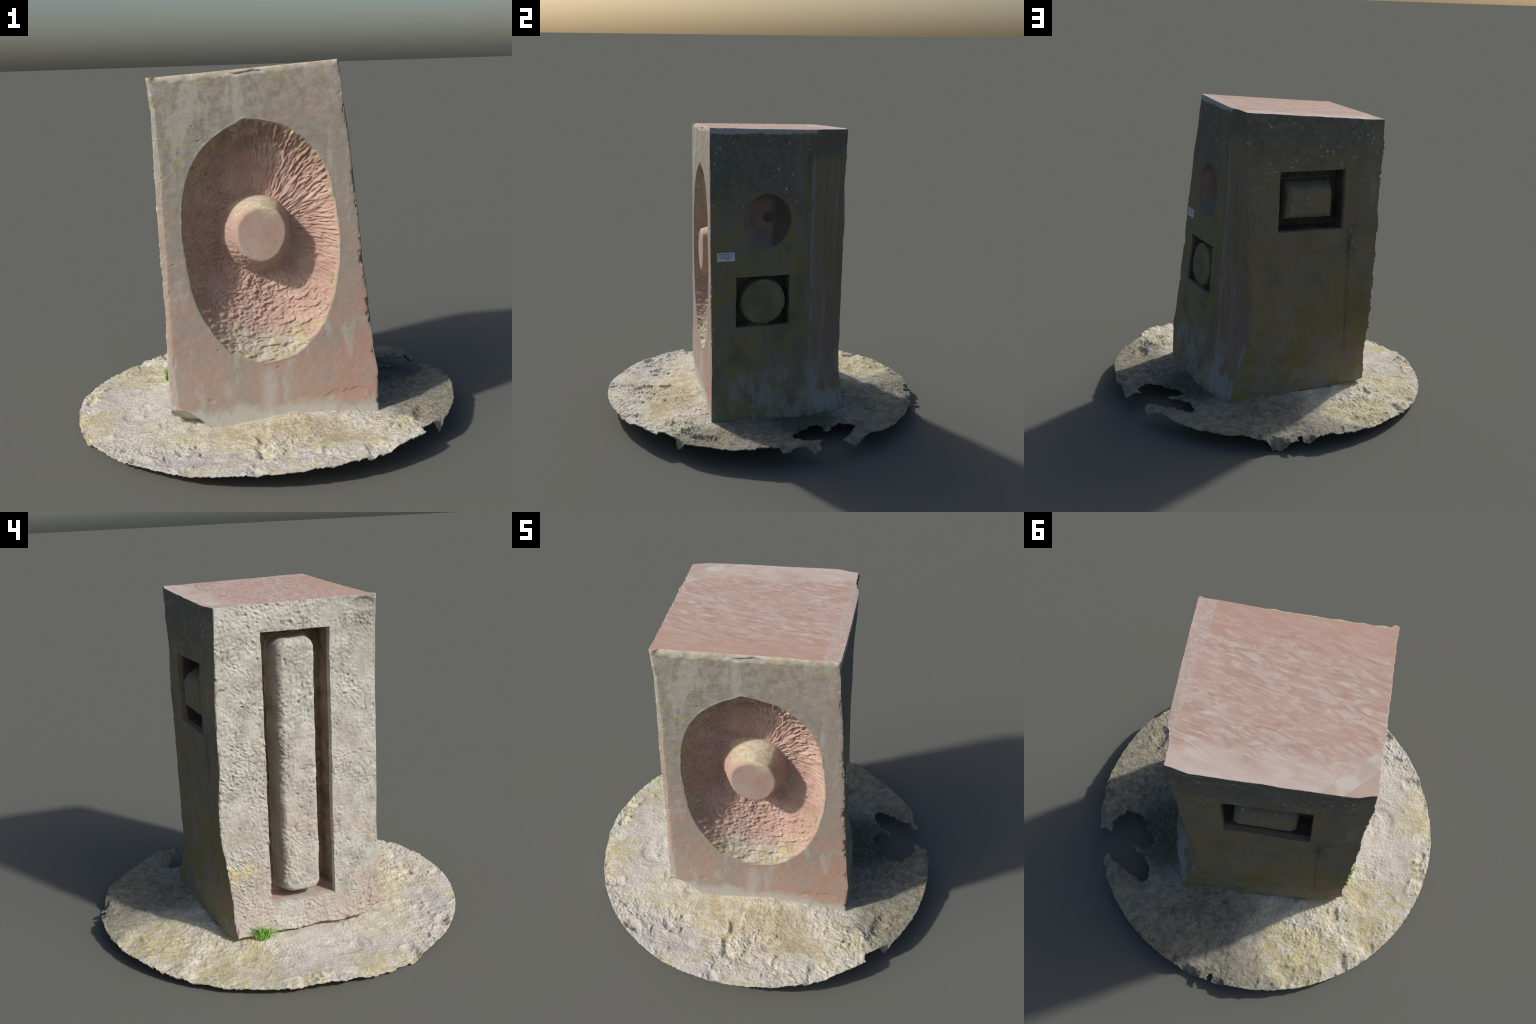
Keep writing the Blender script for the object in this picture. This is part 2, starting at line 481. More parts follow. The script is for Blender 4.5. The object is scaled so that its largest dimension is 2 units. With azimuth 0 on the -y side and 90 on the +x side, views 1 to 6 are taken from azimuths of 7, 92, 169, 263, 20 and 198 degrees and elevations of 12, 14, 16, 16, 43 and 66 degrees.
def build_mesh(name, V, Q, normals=None, mats=(), mat_index=None):
    used, inv = np.unique(Q, return_inverse=True)
    q = inv.reshape(-1, 4)
    tri = q[:, 2] == q[:, 3]
    tri0 = q[:, 0] == q[:, 1]
    me = bpy.data.meshes.new(name)
    faces_n = np.where(tri | tri0, 3, 4)
    idx = np.where(np.stack([np.ones(len(q), bool), ~tri0, np.ones(len(q), bool), ~tri], -1), q, -1)
    flat = idx.reshape(-1)
    flat = flat[flat >= 0]
    me.vertices.add(len(used))
    me.vertices.foreach_set("co", V[used].astype(np.float32).reshape(-1))
    me.loops.add(len(flat))
    me.loops.foreach_set("vertex_index", flat.astype(np.int32))
    me.polygons.add(len(q))
    starts = np.concatenate([[0], np.cumsum(faces_n)[:-1]])
    me.polygons.foreach_set("loop_start", starts.astype(np.int32))
    me.polygons.foreach_set("use_smooth", np.ones(len(q), bool))
    for m in mats:
        me.materials.append(m)
    if mat_index is not None:
        me.polygons.foreach_set("material_index", mat_index.astype(np.int32))
    me.update(calc_edges=True)
    me.validate()
    if normals is not None:
        me.normals_split_custom_set_from_vertices(normals[used].tolist())
    ob = bpy.data.objects.new(name, me)
    bpy.context.scene.collection.objects.link(ob)
    return ob


# ------------------------------------------------------------------ materials
class Mat:
    def __init__(self, name, rough=.9, spec=.15):
        self.m = bpy.data.materials.new(name)
        self.m.use_nodes = True
        self.t = self.m.node_tree
        self.b = self.t.nodes["Principled BSDF"]
        self.b.inputs["Roughness"].default_value = rough
        self.b.inputs["Specular IOR Level"].default_value = spec
        tc = self.t.nodes.new("ShaderNodeTexCoord")
        self.co = tc.outputs["Object"]
        sep = self.t.nodes.new("ShaderNodeSeparateXYZ")
        self.link(self.co, sep.inputs[0])
        self.x, self.y, self.z = sep.outputs

    def link(self, a, b):
        self.t.links.new(a, b)

    def put(self, sock, v):
        if hasattr(v, "is_linked") or isinstance(v, bpy.types.NodeSocket):
            self.link(v, sock)
        elif isinstance(v, (tuple, list)):
            sock.default_value = (*v, 1) if len(v) == 3 and len(sock.default_value) == 4 else v
        else:
            sock.default_value = v

    def math(self, op, a, b=0.0, c=None, clamp=False):
        n = self.t.nodes.new("ShaderNodeMath")
        n.operation, n.use_clamp = op, clamp
        self.put(n.inputs[0], a)
        self.put(n.inputs[1], b)
        if c is not None:
            self.put(n.inputs[2], c)
        return n.outputs[0]

    def add(self, a, b): return self.math("ADD", a, b)
    def mul(self, a, b): return self.math("MULTIPLY", a, b)
    def sub(self, a, b): return self.math("SUBTRACT", a, b)

    def step(self, v, a, b):
        n = self.t.nodes.new("ShaderNodeMapRange")
        n.interpolation_type = "SMOOTHSTEP"
        self.put(n.inputs["Value"], v)
        n.inputs["From Min"].default_value, n.inputs["From Max"].default_value = (a, b) if a < b else (b, a)
        n.inputs["To Min"].default_value, n.inputs["To Max"].default_value = (0, 1) if a < b else (1, 0)
        return n.outputs[0]

    def mapping(self, scale=(1, 1, 1), loc=(0, 0, 0), rot=(0, 0, 0)):
        n = self.t.nodes.new("ShaderNodeMapping")
        self.link(self.co, n.inputs["Vector"])
        n.inputs["Scale"].default_value, n.inputs["Location"].default_value, n.inputs["Rotation"].default_value = scale, loc, rot
        return n.outputs[0]

    def noise(self, scale, detail=4, rough=.55, vec=None, stretch=None, off=0, dist=0):
        n = self.t.nodes.new("ShaderNodeTexNoise")
        n.inputs["Scale"].default_value, n.inputs["Detail"].default_value, n.inputs["Roughness"].default_value = scale, detail, rough
        n.inputs["Distortion"].default_value = dist
        self.link(self.mapping(stretch or (1, 1, 1), (off, off * .7, off * 1.3)) if vec is None else vec, n.inputs["Vector"])
        return self.math("MULTIPLY_ADD", n.outputs[0], 1.55, -.275, clamp=True)

    def voronoi(self, scale, feature="F1", off=0, rand=1.0, stretch=None):
        n = self.t.nodes.new("ShaderNodeTexVoronoi")
        n.feature = feature
        n.inputs["Scale"].default_value, n.inputs["Randomness"].default_value = scale, rand
        self.link(self.mapping(stretch or (1, 1, 1), (off, off * .7, off * 1.3)), n.inputs["Vector"])
        return n.outputs["Distance"]

    def mix(self, f, a, b, kind="MIX"):
        n = self.t.nodes.new("ShaderNodeMix")
        n.data_type, n.blend_type = "RGBA", kind
        n.clamp_factor = True
        self.put(n.inputs[0], f)
        self.put(n.inputs[6], a)
        self.put(n.inputs[7], b)
        return n.outputs[2]

    def ramp(self, v, stops):
        n = self.t.nodes.new("ShaderNodeValToRGB")
        self.link(v, n.inputs[0])
        e = n.color_ramp.elements
        while len(e) < len(stops):
            e.new(.5)
        for k, (p, c) in zip(e, stops):
            k.position, k.color = p, (*c, 1)
        return n.outputs[0]

    def speck(self, scale, size, density, off=0):
        """round spots: small cells kept only where a wider noise allows"""
        d = self.voronoi(scale, off=off)
        keep = self.step(self.noise(scale * .35, 2, off=off + 3.1), density, density + .08)
        return self.mul(self.step(d, size, size * .7), keep)

    def grain(self, c, amount=.25, scale=260):
        g = self.noise(scale, 3, .7)
        k = self.math("MULTIPLY_ADD", g, 2 * amount, 1 - amount)
        n = self.t.nodes.new("ShaderNodeVectorMath")
        n.operation = "SCALE"
        self.link(c, n.inputs[0])
        self.link(k, n.inputs["Scale"])
        return n.outputs[0]

    def bump(self, h, strength=.4, dist=.003):
        n = self.t.nodes.new("ShaderNodeBump")
        n.inputs["Strength"].default_value, n.inputs["Distance"].default_value = strength, dist
        self.link(h, n.inputs["Height"])
        self.link(n.outputs[0], self.b.inputs["Normal"])

    def colour(self, c):
        self.put(self.b.inputs["Base Color"], c)
        return self.m


def front_stone():
    m = Mat("front_sandstone")
    n1 = m.noise(3.2, 5, .6)
    c = m.ramp(n1, [(.30, (.37, .325, .28)), (.48, (.41, .335, .28)), (.62, (.46, .325, .26)), (.75, (.43, .36, .305))])
    # redder lower right, greyer towards the upper left
    red = m.mul(m.step(m.sub(m.x, m.mul(m.z, .55)), -.30, .30), m.step(m.noise(4.5, 5, .6, off=2), .38, .62))
    c = m.mix(m.mul(red, .7), c, (.48, .30, .235))
    grey = m.step(m.add(m.sub(m.mul(m.z, .75), m.mul(m.x, .55)), m.mul(m.noise(4, 6, .7, off=5), .9)), .95, 1.95)
    c = m.mix(m.mul(grey, .85), c, m.ramp(m.noise(22, 4, .7, off=1), [(.3, (.26, .25, .21)), (.6, (.38, .37, .32)), (.8, (.46, .45, .41))]))
    pale = m.mul(m.step(m.noise(6, 5, .65, stretch=(1.5, 1.5, .45), off=8), .54, .68), .6)
    c = m.mix(pale, c, (.50, .475, .42))
    foot = m.step(m.add(m.z, m.mul(m.noise(7, 5, .65, off=3), -.18)), .10, .02)
    c = m.mix(m.mul(foot, .85), c, (.54, .53, .48))
    drip = m.mul(m.step(m.math("ABSOLUTE", m.sub(m.x, .07), 0), .06, .0), m.mul(m.step(m.z, .40, .30), m.step(m.noise(9, 4, stretch=(1, 1, .3)), .3, .6)))
    c = m.mix(m.mul(drip, .7), c, (.53, .51, .46))
    yel = m.mul(m.step(m.add(m.z, m.mul(m.noise(11, 5, .7, off=4), .25)), 1.80, 1.96), m.step(m.noise(12, 5, .65, off=7), .45, .70))
    c = m.mix(m.mul(yel, .65), c, (.45, .36, .18))
    crest = m.step(m.add(m.sub(m.z, m.mul(m.x, .069)), m.mul(m.noise(20, 5, .7, off=3), .03)), 1.805, 1.822)
    c = m.mix(m.mul(crest, .8), c, m.ramp(m.noise(30, 4, off=6), [(.35, (.48, .40, .27)), (.65, (.62, .56, .46))]))
    yl = m.mul(m.step(m.x, -.05, -.25), m.mul(m.step(m.z, .9, 1.2), m.step(m.noise(26, 4, .7, off=9), .56, .68)))
    c = m.mix(m.mul(yl, .6), c, (.42, .34, .15))
    scar = m.mul(m.step(m.noise(14, 3, off=6), .45, .55), m.mul(m.step(m.x, .28, .36), m.step(m.math("ABSOLUTE", m.sub(m.z, .2), 0), .05, .02)))
    c = m.mix(m.mul(scar, .7), c, (.50, .295, .22))
    c = m.mix(m.mul(m.speck(60, .16, .60, 2), .5), c, (.20, .16, .13))
    c = m.grain(c, .22)
    m.bump(m.noise(160, 4, .7), .5, .002)
    return m.colour(c)


def dish_stone(name="carved_dish_sandstone"):
    m = Mat(name)
    n1 = m.noise(7, 5, .6)
    c = m.ramp(n1, [(.25, (.44, .285, .23)), (.5, (.525, .345, .285)), (.75, (.58, .42, .355))])
    fine = m.noise(45, 4, .65, off=2)
    c = m.mix(m.mul(m.step(fine, .55, .85), .4), c, (.66, .50, .41))
    c = m.mix(m.mul(m.step(m.noise(15, 6, .7, off=12), .50, .85), .55), c, (.42, .33, .275))
    c = m.mix(m.mul(m.step(m.noise(60, 4, .7, off=13), .62, .90), .6), c, (.27, .185, .145))
    # grey and yellow growth low in the bowl and round the rim
    ex, ez = m.sub(m.x, .05), m.sub(m.z, 1.0)
    r = m.math("SQRT", m.add(m.math("POWER", m.math("DIVIDE", ex, .37), 2), m.math("POWER", m.math("DIVIDE", ez, .60), 2)))
    low = m.step(m.add(m.z, m.mul(m.noise(8, 5, .6, off=4), .16)), .66, .54)
    c = m.mix(m.mul(low, .9), c, m.ramp(m.noise(28, 4, .7, off=5), [(.3, (.40, .36, .26)), (.55, (.54, .50, .42)), (.75, (.62, .58, .50))]))
    edge_m = m.mul(m.step(m.add(r, m.mul(m.noise(10, 4, .6, off=7), .3)), .99, 1.12), m.step(m.noise(12, 5, .7, off=8), .40, .58))
    c = m.mix(m.mul(edge_m, .75), c, m.ramp(m.noise(40, 3, off=1), [(.3, (.34, .29, .17)), (.75, (.60, .50, .29))]))
    up = m.mul(m.step(m.z, 1.35, 1.52), m.step(m.noise(16, 5, .7, off=3), .42, .56))
    c = m.mix(m.mul(up, .6), c, (.25, .19, .13))
    c = m.grain(c, .2)
    m.bump(m.noise(120, 4, .7), .5, .003)
    return m.colour(c)


def boss_stone():
    m = Mat("boss_sandstone")
    c = m.ramp(m.noise(9, 5, .6), [(.3, (.46, .32, .26)), (.55, (.50, .35, .285)), (.75, (.52, .40, .34))])
    top = m.mul(m.step(m.add(m.z, m.mul(m.noise(18, 4, .6, off=2), .08)), 1.15, 1.20), m.step(m.y, -.392, -.375))
    c = m.mix(m.mul(top, .85), c, m.ramp(m.noise(40, 4, .7, off=4), [(.35, (.55, .46, .26)), (.6, (.68, .62, .50))]))
    pits = m.speck(75, .17, .52, 1)
    c = m.mix(m.mul(pits, .9), c, (.10, .075, .06))
    c = m.grain(c, .16)
    m.bump(m.noise(150, 4, .7), .35, .002)
    return m.colour(c)


def left_stone(name="pecked_sandstone", pink=0.0):
    m = Mat(name)
    c = m.ramp(m.noise(12, 6, .7), [(.28, (.46, .445, .39)), (.5, (.625, .61, .55)), (.78, (.74, .725, .66))])
    rosy = m.mul(m.step(m.noise(3.5, 5, .6, off=3), .46, .64), m.step(m.z, 1.4, .5))
    c = m.mix(m.mul(rosy, .45), c, (.60, .49, .42))
    foot = m.mul(m.step(m.add(m.z, m.mul(m.noise(6, 4, off=5), -.25)), .25, .10), m.step(m.y, .05, -.2))
    c = m.mix(m.mul(foot, .4), c, (.62, .47, .40))
    yel = m.mul(m.step(m.noise(7, 6, .7, off=6), .58, .78), m.step(m.noise(30, 3, .6, off=7), .42, .65))
    c = m.mix(m.mul(yel, .5), c, (.62, .53, .27))
    yspot = m.mul(m.step(m.math("ABSOLUTE", m.sub(m.z, .45), 0), .07, .01), m.mul(m.step(m.y, .13, .2), m.step(m.noise(24, 4, off=2), .42, .56)))
    c = m.mix(m.mul(yspot, .7), c, (.72, .60, .24))
    dark = m.mul(m.step(m.noise(55, 5, .75, off=9), .58, .85), .45)
    c = m.mix(dark, c, (.27, .24, .19))
    grey = m.mul(m.step(m.z, 1.25, 1.65), m.mul(m.step(m.y, -.2, -.36), m.step(m.noise(9, 5, .65, off=1), .35, .6)))
    c = m.mix(m.mul(grey, .55), c, (.33, .32, .25))
    c = m.mix(m.speck(34, .20, .58, 4), c, (.72, .70, .64))
    c = m.grain(c, .25, 200)
    m.bump(m.noise(100, 5, .8), .9, .006)
    return m.colour(c)


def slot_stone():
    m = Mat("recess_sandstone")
    c = m.ramp(m.noise(9, 5, .6), [(.3, (.15, .105, .075)), (.55, (.24, .165, .12)), (.75, (.31, .23, .175))])  # brown kept deep so the slot's shadow is partly in the colour
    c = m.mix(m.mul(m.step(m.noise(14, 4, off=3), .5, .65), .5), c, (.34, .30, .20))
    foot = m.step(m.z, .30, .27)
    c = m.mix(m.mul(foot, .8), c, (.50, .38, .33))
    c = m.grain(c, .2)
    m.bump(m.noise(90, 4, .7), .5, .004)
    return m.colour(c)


def baked_shade_base(m, warm):
    """mottled olive base, darkened to carry the shade on the sunless sides"""
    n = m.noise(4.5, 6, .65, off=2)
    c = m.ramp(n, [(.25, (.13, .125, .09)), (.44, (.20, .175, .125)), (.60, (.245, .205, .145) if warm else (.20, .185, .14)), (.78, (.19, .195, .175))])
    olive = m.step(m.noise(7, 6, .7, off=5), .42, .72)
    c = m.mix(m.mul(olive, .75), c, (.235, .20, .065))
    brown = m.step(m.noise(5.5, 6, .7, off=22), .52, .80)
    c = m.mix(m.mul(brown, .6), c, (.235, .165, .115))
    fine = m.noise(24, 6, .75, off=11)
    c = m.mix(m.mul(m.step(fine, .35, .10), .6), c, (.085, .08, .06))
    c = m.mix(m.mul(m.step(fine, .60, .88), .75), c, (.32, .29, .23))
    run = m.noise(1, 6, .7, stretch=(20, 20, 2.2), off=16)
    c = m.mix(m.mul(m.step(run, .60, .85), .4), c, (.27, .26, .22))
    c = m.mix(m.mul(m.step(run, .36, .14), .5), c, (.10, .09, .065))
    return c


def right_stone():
    m = Mat("shade_tinted_sandstone")
    c = baked_shade_base(m, False)
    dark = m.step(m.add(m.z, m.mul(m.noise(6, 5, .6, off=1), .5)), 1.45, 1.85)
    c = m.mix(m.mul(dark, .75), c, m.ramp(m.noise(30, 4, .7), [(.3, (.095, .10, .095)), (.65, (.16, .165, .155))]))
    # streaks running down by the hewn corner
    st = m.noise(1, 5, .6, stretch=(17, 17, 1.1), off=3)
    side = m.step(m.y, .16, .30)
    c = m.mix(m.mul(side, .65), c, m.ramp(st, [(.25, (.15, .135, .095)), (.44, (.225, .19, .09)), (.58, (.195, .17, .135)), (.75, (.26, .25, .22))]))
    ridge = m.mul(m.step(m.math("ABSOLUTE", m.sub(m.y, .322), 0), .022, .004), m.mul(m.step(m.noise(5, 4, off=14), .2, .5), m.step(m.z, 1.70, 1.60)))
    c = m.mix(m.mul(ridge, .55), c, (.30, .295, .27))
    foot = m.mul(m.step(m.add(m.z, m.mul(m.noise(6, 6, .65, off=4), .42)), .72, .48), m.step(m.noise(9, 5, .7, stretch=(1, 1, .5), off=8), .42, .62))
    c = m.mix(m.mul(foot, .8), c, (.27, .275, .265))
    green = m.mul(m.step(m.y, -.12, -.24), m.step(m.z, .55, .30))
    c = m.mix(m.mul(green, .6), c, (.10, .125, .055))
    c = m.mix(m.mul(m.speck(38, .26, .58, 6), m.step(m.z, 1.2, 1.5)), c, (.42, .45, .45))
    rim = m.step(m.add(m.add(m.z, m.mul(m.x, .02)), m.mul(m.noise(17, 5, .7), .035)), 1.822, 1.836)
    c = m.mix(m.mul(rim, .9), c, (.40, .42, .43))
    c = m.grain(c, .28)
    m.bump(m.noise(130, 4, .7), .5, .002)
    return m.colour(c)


def band_stone():
    m = Mat("streaked_sandstone")
    st = m.noise(1, 6, .65, stretch=(17, 17, 1.2), off=1)
    c = m.ramp(st, [(.22, (.16, .14, .10)), (.40, (.22, .19, .105)), (.52, (.235, .185, .15)), (.62, (.25, .22, .185)), (.80, (.31, .30, .28))])
    pinkz = m.mul(m.step(m.z, 1.35, .9), m.step(m.noise(5, 4, .6, off=4), .40, .58))
    c = m.mix(m.mul(pinkz, .5), c, (.27, .185, .155))
    foot = m.mul(m.step(m.z, .55, .25), m.step(m.noise(9, 5, .7, stretch=(1, 1, .4), off=6), .44, .6))
    c = m.mix(m.mul(foot, .8), c, (.30, .32, .31))
    top = m.step(m.z, 1.62, 1.72)
    c = m.mix(m.mul(top, .7), c, (.13, .135, .12))
    c = m.grain(c, .25)
    m.bump(m.noise(90, 4, .75), .6, .003)
    return m.colour(c)


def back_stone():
    m = Mat("shade_tinted_brown_sandstone")
    c = baked_shade_base(m, True)
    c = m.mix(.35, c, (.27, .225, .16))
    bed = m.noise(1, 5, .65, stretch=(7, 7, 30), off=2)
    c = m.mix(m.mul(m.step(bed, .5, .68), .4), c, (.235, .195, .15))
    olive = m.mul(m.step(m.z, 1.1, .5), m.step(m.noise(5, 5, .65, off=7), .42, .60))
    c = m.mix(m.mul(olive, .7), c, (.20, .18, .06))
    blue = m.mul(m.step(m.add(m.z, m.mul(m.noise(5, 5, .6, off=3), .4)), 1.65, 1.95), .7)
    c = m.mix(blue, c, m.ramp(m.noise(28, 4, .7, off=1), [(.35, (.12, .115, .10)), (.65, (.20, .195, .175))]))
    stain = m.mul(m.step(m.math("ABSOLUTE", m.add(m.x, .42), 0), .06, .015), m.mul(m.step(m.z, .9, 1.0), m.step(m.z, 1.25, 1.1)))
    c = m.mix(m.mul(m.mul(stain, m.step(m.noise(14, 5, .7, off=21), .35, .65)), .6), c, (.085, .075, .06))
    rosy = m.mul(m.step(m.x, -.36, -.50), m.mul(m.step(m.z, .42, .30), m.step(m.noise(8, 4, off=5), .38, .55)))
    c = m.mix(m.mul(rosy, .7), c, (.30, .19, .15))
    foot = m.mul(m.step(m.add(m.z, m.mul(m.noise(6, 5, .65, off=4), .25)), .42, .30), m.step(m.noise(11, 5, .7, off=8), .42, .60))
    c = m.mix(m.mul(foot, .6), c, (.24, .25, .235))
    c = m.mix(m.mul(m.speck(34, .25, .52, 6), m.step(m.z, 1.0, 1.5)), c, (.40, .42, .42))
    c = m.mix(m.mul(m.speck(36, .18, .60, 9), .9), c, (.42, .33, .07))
    # moss sits in the incised lines
    jit = m.mul(m.sub(m.noise(14, 4, .6, off=18), .5), .022)

    def line(d, w, lo, hi, along, k):
        on = m.mul(m.step(along, lo, lo + .02), m.step(along, hi, hi - .02))
        return m.mul(m.mul(m.step(m.math("ABSOLUTE", m.add(d, jit)), w, w * .25), on), k)
    v1 = line(m.add(m.x, .412), .007, .32, 1.05, m.z, .35)
    v2 = line(m.add(m.x, .078), .005, .34, .97, m.z, .12)
    h1 = line(m.add(m.sub(m.z, .974), m.mul(m.x, .075)), .006, -.42, -.07, m.x, .2)
    h2 = line(m.sub(m.z, .343), .006, -.41, -.07, m.x, .10)
    c = m.mix(m.math("MAXIMUM", m.math("MAXIMUM", v1, v2), m.math("MAXIMUM", h1, h2)), c, (.07, .065, .035))
    rim = m.step(m.add(m.sub(m.z, m.mul(m.x, .07)), m.mul(m.noise(17, 5, .7), .035)), 1.820, 1.836)
    c = m.mix(m.mul(rim, .9), c, (.38, .41, .41))
    c = m.grain(c, .28)
    m.bump(m.noise(110, 4, .7, stretch=(1, 1, 1.6)), .55, .003)
    return m.colour(c)


def cup_stone():
    m = Mat("cup_sandstone")
    c = m.ramp(m.noise(9, 5, .6), [(.2, (.19, .145, .12)), (.7, (.29, .205, .165))])
    low = m.step(m.add(m.z, m.mul(m.noise(8, 4), .10)), 1.30, 1.20)
    c = m.mix(m.mul(low, .8), c, (.18, .18, .19))
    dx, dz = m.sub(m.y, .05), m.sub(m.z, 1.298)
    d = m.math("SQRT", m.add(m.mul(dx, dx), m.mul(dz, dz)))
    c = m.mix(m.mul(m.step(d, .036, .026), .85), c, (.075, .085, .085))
    c = m.mix(m.mul(m.step(m.add(m.y, m.mul(m.noise(9, 4, off=4), .05)), .07, .13), .72), c, (.075, .065, .045))  # right half, then upper edge, painted dark for the bowl's shading
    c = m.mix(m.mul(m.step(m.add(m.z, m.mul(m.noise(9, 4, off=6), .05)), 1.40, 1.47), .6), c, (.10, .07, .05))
    c = m.grain(c, .2)
    m.bump(m.noise(110, 4, .7), .4, .002)
    return m.colour(c)


def stud_stone():
    m = Mat("olive_sandstone")
    c = m.ramp(m.noise(14, 5, .6, stretch=(1, 1, .5)), [(.3, (.155, .145, .09)), (.6, (.20, .185, .115)), (.8, (.23, .22, .17))])
    c = m.grain(c, .25)
    m.bump(m.noise(120, 4, .7), .5, .002)
    return m.colour(c)


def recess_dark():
    m = Mat("recess_dark_sandstone")
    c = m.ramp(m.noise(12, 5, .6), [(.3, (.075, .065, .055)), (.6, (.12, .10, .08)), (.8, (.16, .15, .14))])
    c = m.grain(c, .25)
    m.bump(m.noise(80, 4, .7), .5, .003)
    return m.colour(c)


def top_stone():
    m = Mat("smooth_pink_sandstone")
    st = m.noise(1, 5, .6, stretch=(8, 30, 8), off=1, dist=1.4)
    c = m.ramp(st, [(.15, (.37, .235, .19)), (.42, (.46, .315, .26)), (.62, (.51, .41, .355)), (.88, (.63, .575, .53))])
    mot = m.mul(m.step(m.noise(24, 5, .7, off=4), .45, .80), m.step(m.math("ABSOLUTE", m.add(m.x, .05), 0), .38, .05))
    cloud = m.step(m.noise(4, 5, .65, off=9), .35, .75)
    c = m.mix(m.mul(cloud, .45), c, (.50, .35, .295))
    c = m.mix(m.mul(mot, .6), c, (.39, .28, .235))
    fr = m.step(m.add(m.y, m.add(m.mul(m.x, -.2), m.mul(m.noise(5, 4, off=2), .25))), .02, -.18)
    c = m.mix(m.mul(fr, .65), c, (.48, .305, .24))
    bk = m.step(m.add(m.y, m.add(m.mul(m.x, -.2), m.mul(m.noise(7, 4, off=6), .25))), .38, .58)
    c = m.mix(m.mul(bk, .6), c, (.58, .51, .465))
    # speckled strip along one side
    sd = m.add(m.x, m.mul(m.y, .096))
    c = m.mix(m.mul(m.step(sd, .300, .312), .6), c, m.ramp(m.noise(70, 3, .6, off=3), [(.3, (.44, .32, .275)), (.7, (.54, .49, .45))]))
    # paler corner behind a diagonal line
    dg = m.add(m.mul(m.x, .83), m.mul(m.y, -.55))
    tri = m.step(dg, -.522, -.526)
    c = m.mix(m.mul(tri, .85), c, m.ramp(m.noise(8, 2, off=8), [(.4, (.47, .38, .32)), (.6, (.56, .52, .46))]))
    c = m.mix(m.mul(m.step(dg, -.592, -.596), .7), c, (.46, .32, .27))
    m.bump(m.noise(60, 3, .6), .12, .002)
    m.b.inputs["Roughness"].default_value = .85
    return m.colour(c)


def soil_mat():
    m = Mat("dry_soil", .95, .05)
    n = m.noise(9, 7, .72)
    c = m.ramp(n, [(.16, (.50, .44, .33)), (.36, (.76, .70, .56)), (.54, (.92, .87, .73)), (.76, (.97, .95, .87))])
    grey = m.step(m.noise(3.0, 4, .55, off=3), .50, .66)
    c = m.mix(m.mul(grey, .7), c, m.ramp(m.noise(18, 5, .6, off=8), [(.2, (.66, .61, .57)), (.6, (.86, .82, .77))]))
    yel = m.mul(m.step(m.noise(5, 6, .68, off=5), .48, .60), m.step(m.noise(32, 5, .7, off=6), .44, .58))
    c = m.mix(m.mul(yel, .65), c, (.74, .63, .32))
    orange = m.mul(m.step(m.noise(13, 5, .7, off=7), .66, .80), .6)
    c = m.mix(orange, c, (.66, .48, .24))
    green = m.mul(m.step(m.noise(9, 5, .65, off=10), .68, .80), m.step(m.noise(60, 3, .6, off=1), .42, .6))
    c = m.mix(m.mul(green, .65), c, (.34, .38, .12))
    dark = m.mul(m.step(m.noise(34, 5, .75, off=2), .64, .82), .65)
    c = m.mix(dark, c, (.30, .26, .20))
    moss = m.mul(m.step(m.noise(2.6, 4, .6, off=15), .52, .70), m.step(m.noise(22, 5, .7, off=16), .40, .62))
    c = m.mix(m.mul(moss, .6), c, (.66, .56, .26))
    def patch(cx, cy, rx, ry, seed):
        dx, dy = m.math("DIVIDE", m.sub(m.x, cx), rx), m.math("DIVIDE", m.sub(m.y, cy), ry)
        d = m.math("SQRT", m.add(m.mul(dx, dx), m.mul(dy, dy)))
        return m.step(m.add(d, m.mul(m.sub(m.noise(7, 6, .7, off=seed), .5), 1.1)), 1.15, .55)
    ochre = m.mul(patch(.16, -.55, .50, .17, 31), m.step(m.noise(20, 6, .75, off=32), .20, .70))
    c = m.mix(m.mul(ochre, .75), c, m.ramp(m.noise(30, 5, .7, off=33), [(.2, (.38, .28, .16)), (.5, (.66, .52, .30)), (.8, (.80, .68, .46))]))
    for cx, cy, rx, ry, sd in ((-.62, -.22, .22, .30, 34), (-.25, -.80, .30, .13, 35), (-.80, -.02, .12, .2, 38)):
        c = m.mix(m.mul(patch(cx, cy, rx, ry, sd), .75), c, m.ramp(m.noise(12, 5, .65, off=sd), [(.2, (.60, .55, .51)), (.6, (.82, .78, .73))]))
    for cx, cy, rx, ry, sd in ((-.78, .28, .2, .22, 36), (-.45, .72, .35, .2, 37), (-.80, -.35, .1, .2, 39)):
        c = m.mix(m.mul(m.mul(patch(cx, cy, rx, ry, sd), m.step(m.noise(26, 5, .7, off=sd), .35, .65)), .7), c, (.72, .62, .30))
    # darker, greener ground on the north-east side of the block
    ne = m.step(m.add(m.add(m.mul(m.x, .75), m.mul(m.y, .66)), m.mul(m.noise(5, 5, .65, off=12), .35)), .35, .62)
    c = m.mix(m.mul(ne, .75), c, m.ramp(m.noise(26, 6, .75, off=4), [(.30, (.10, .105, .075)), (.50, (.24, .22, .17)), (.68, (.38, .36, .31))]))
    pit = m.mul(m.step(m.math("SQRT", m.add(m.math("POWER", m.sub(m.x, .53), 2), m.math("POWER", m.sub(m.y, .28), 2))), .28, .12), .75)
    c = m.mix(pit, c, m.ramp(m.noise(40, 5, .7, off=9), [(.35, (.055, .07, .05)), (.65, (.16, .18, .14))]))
    c = m.grain(c, .25, 180)
    m.bump(m.noise(75, 6, .8), .9, .010)
    return m.colour(c)


def plain(name, c, rough=.6):
    m = Mat(name, rough, .3)
    return m.colour(m.grain(m.ramp(m.noise(20, 3), [(.3, tuple(.9 * v for v in c)), (.7, c)]), .06))


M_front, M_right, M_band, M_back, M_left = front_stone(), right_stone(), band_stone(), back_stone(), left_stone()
M_top = top_stone()
M_slot, M_dark = slot_stone(), recess_dark()

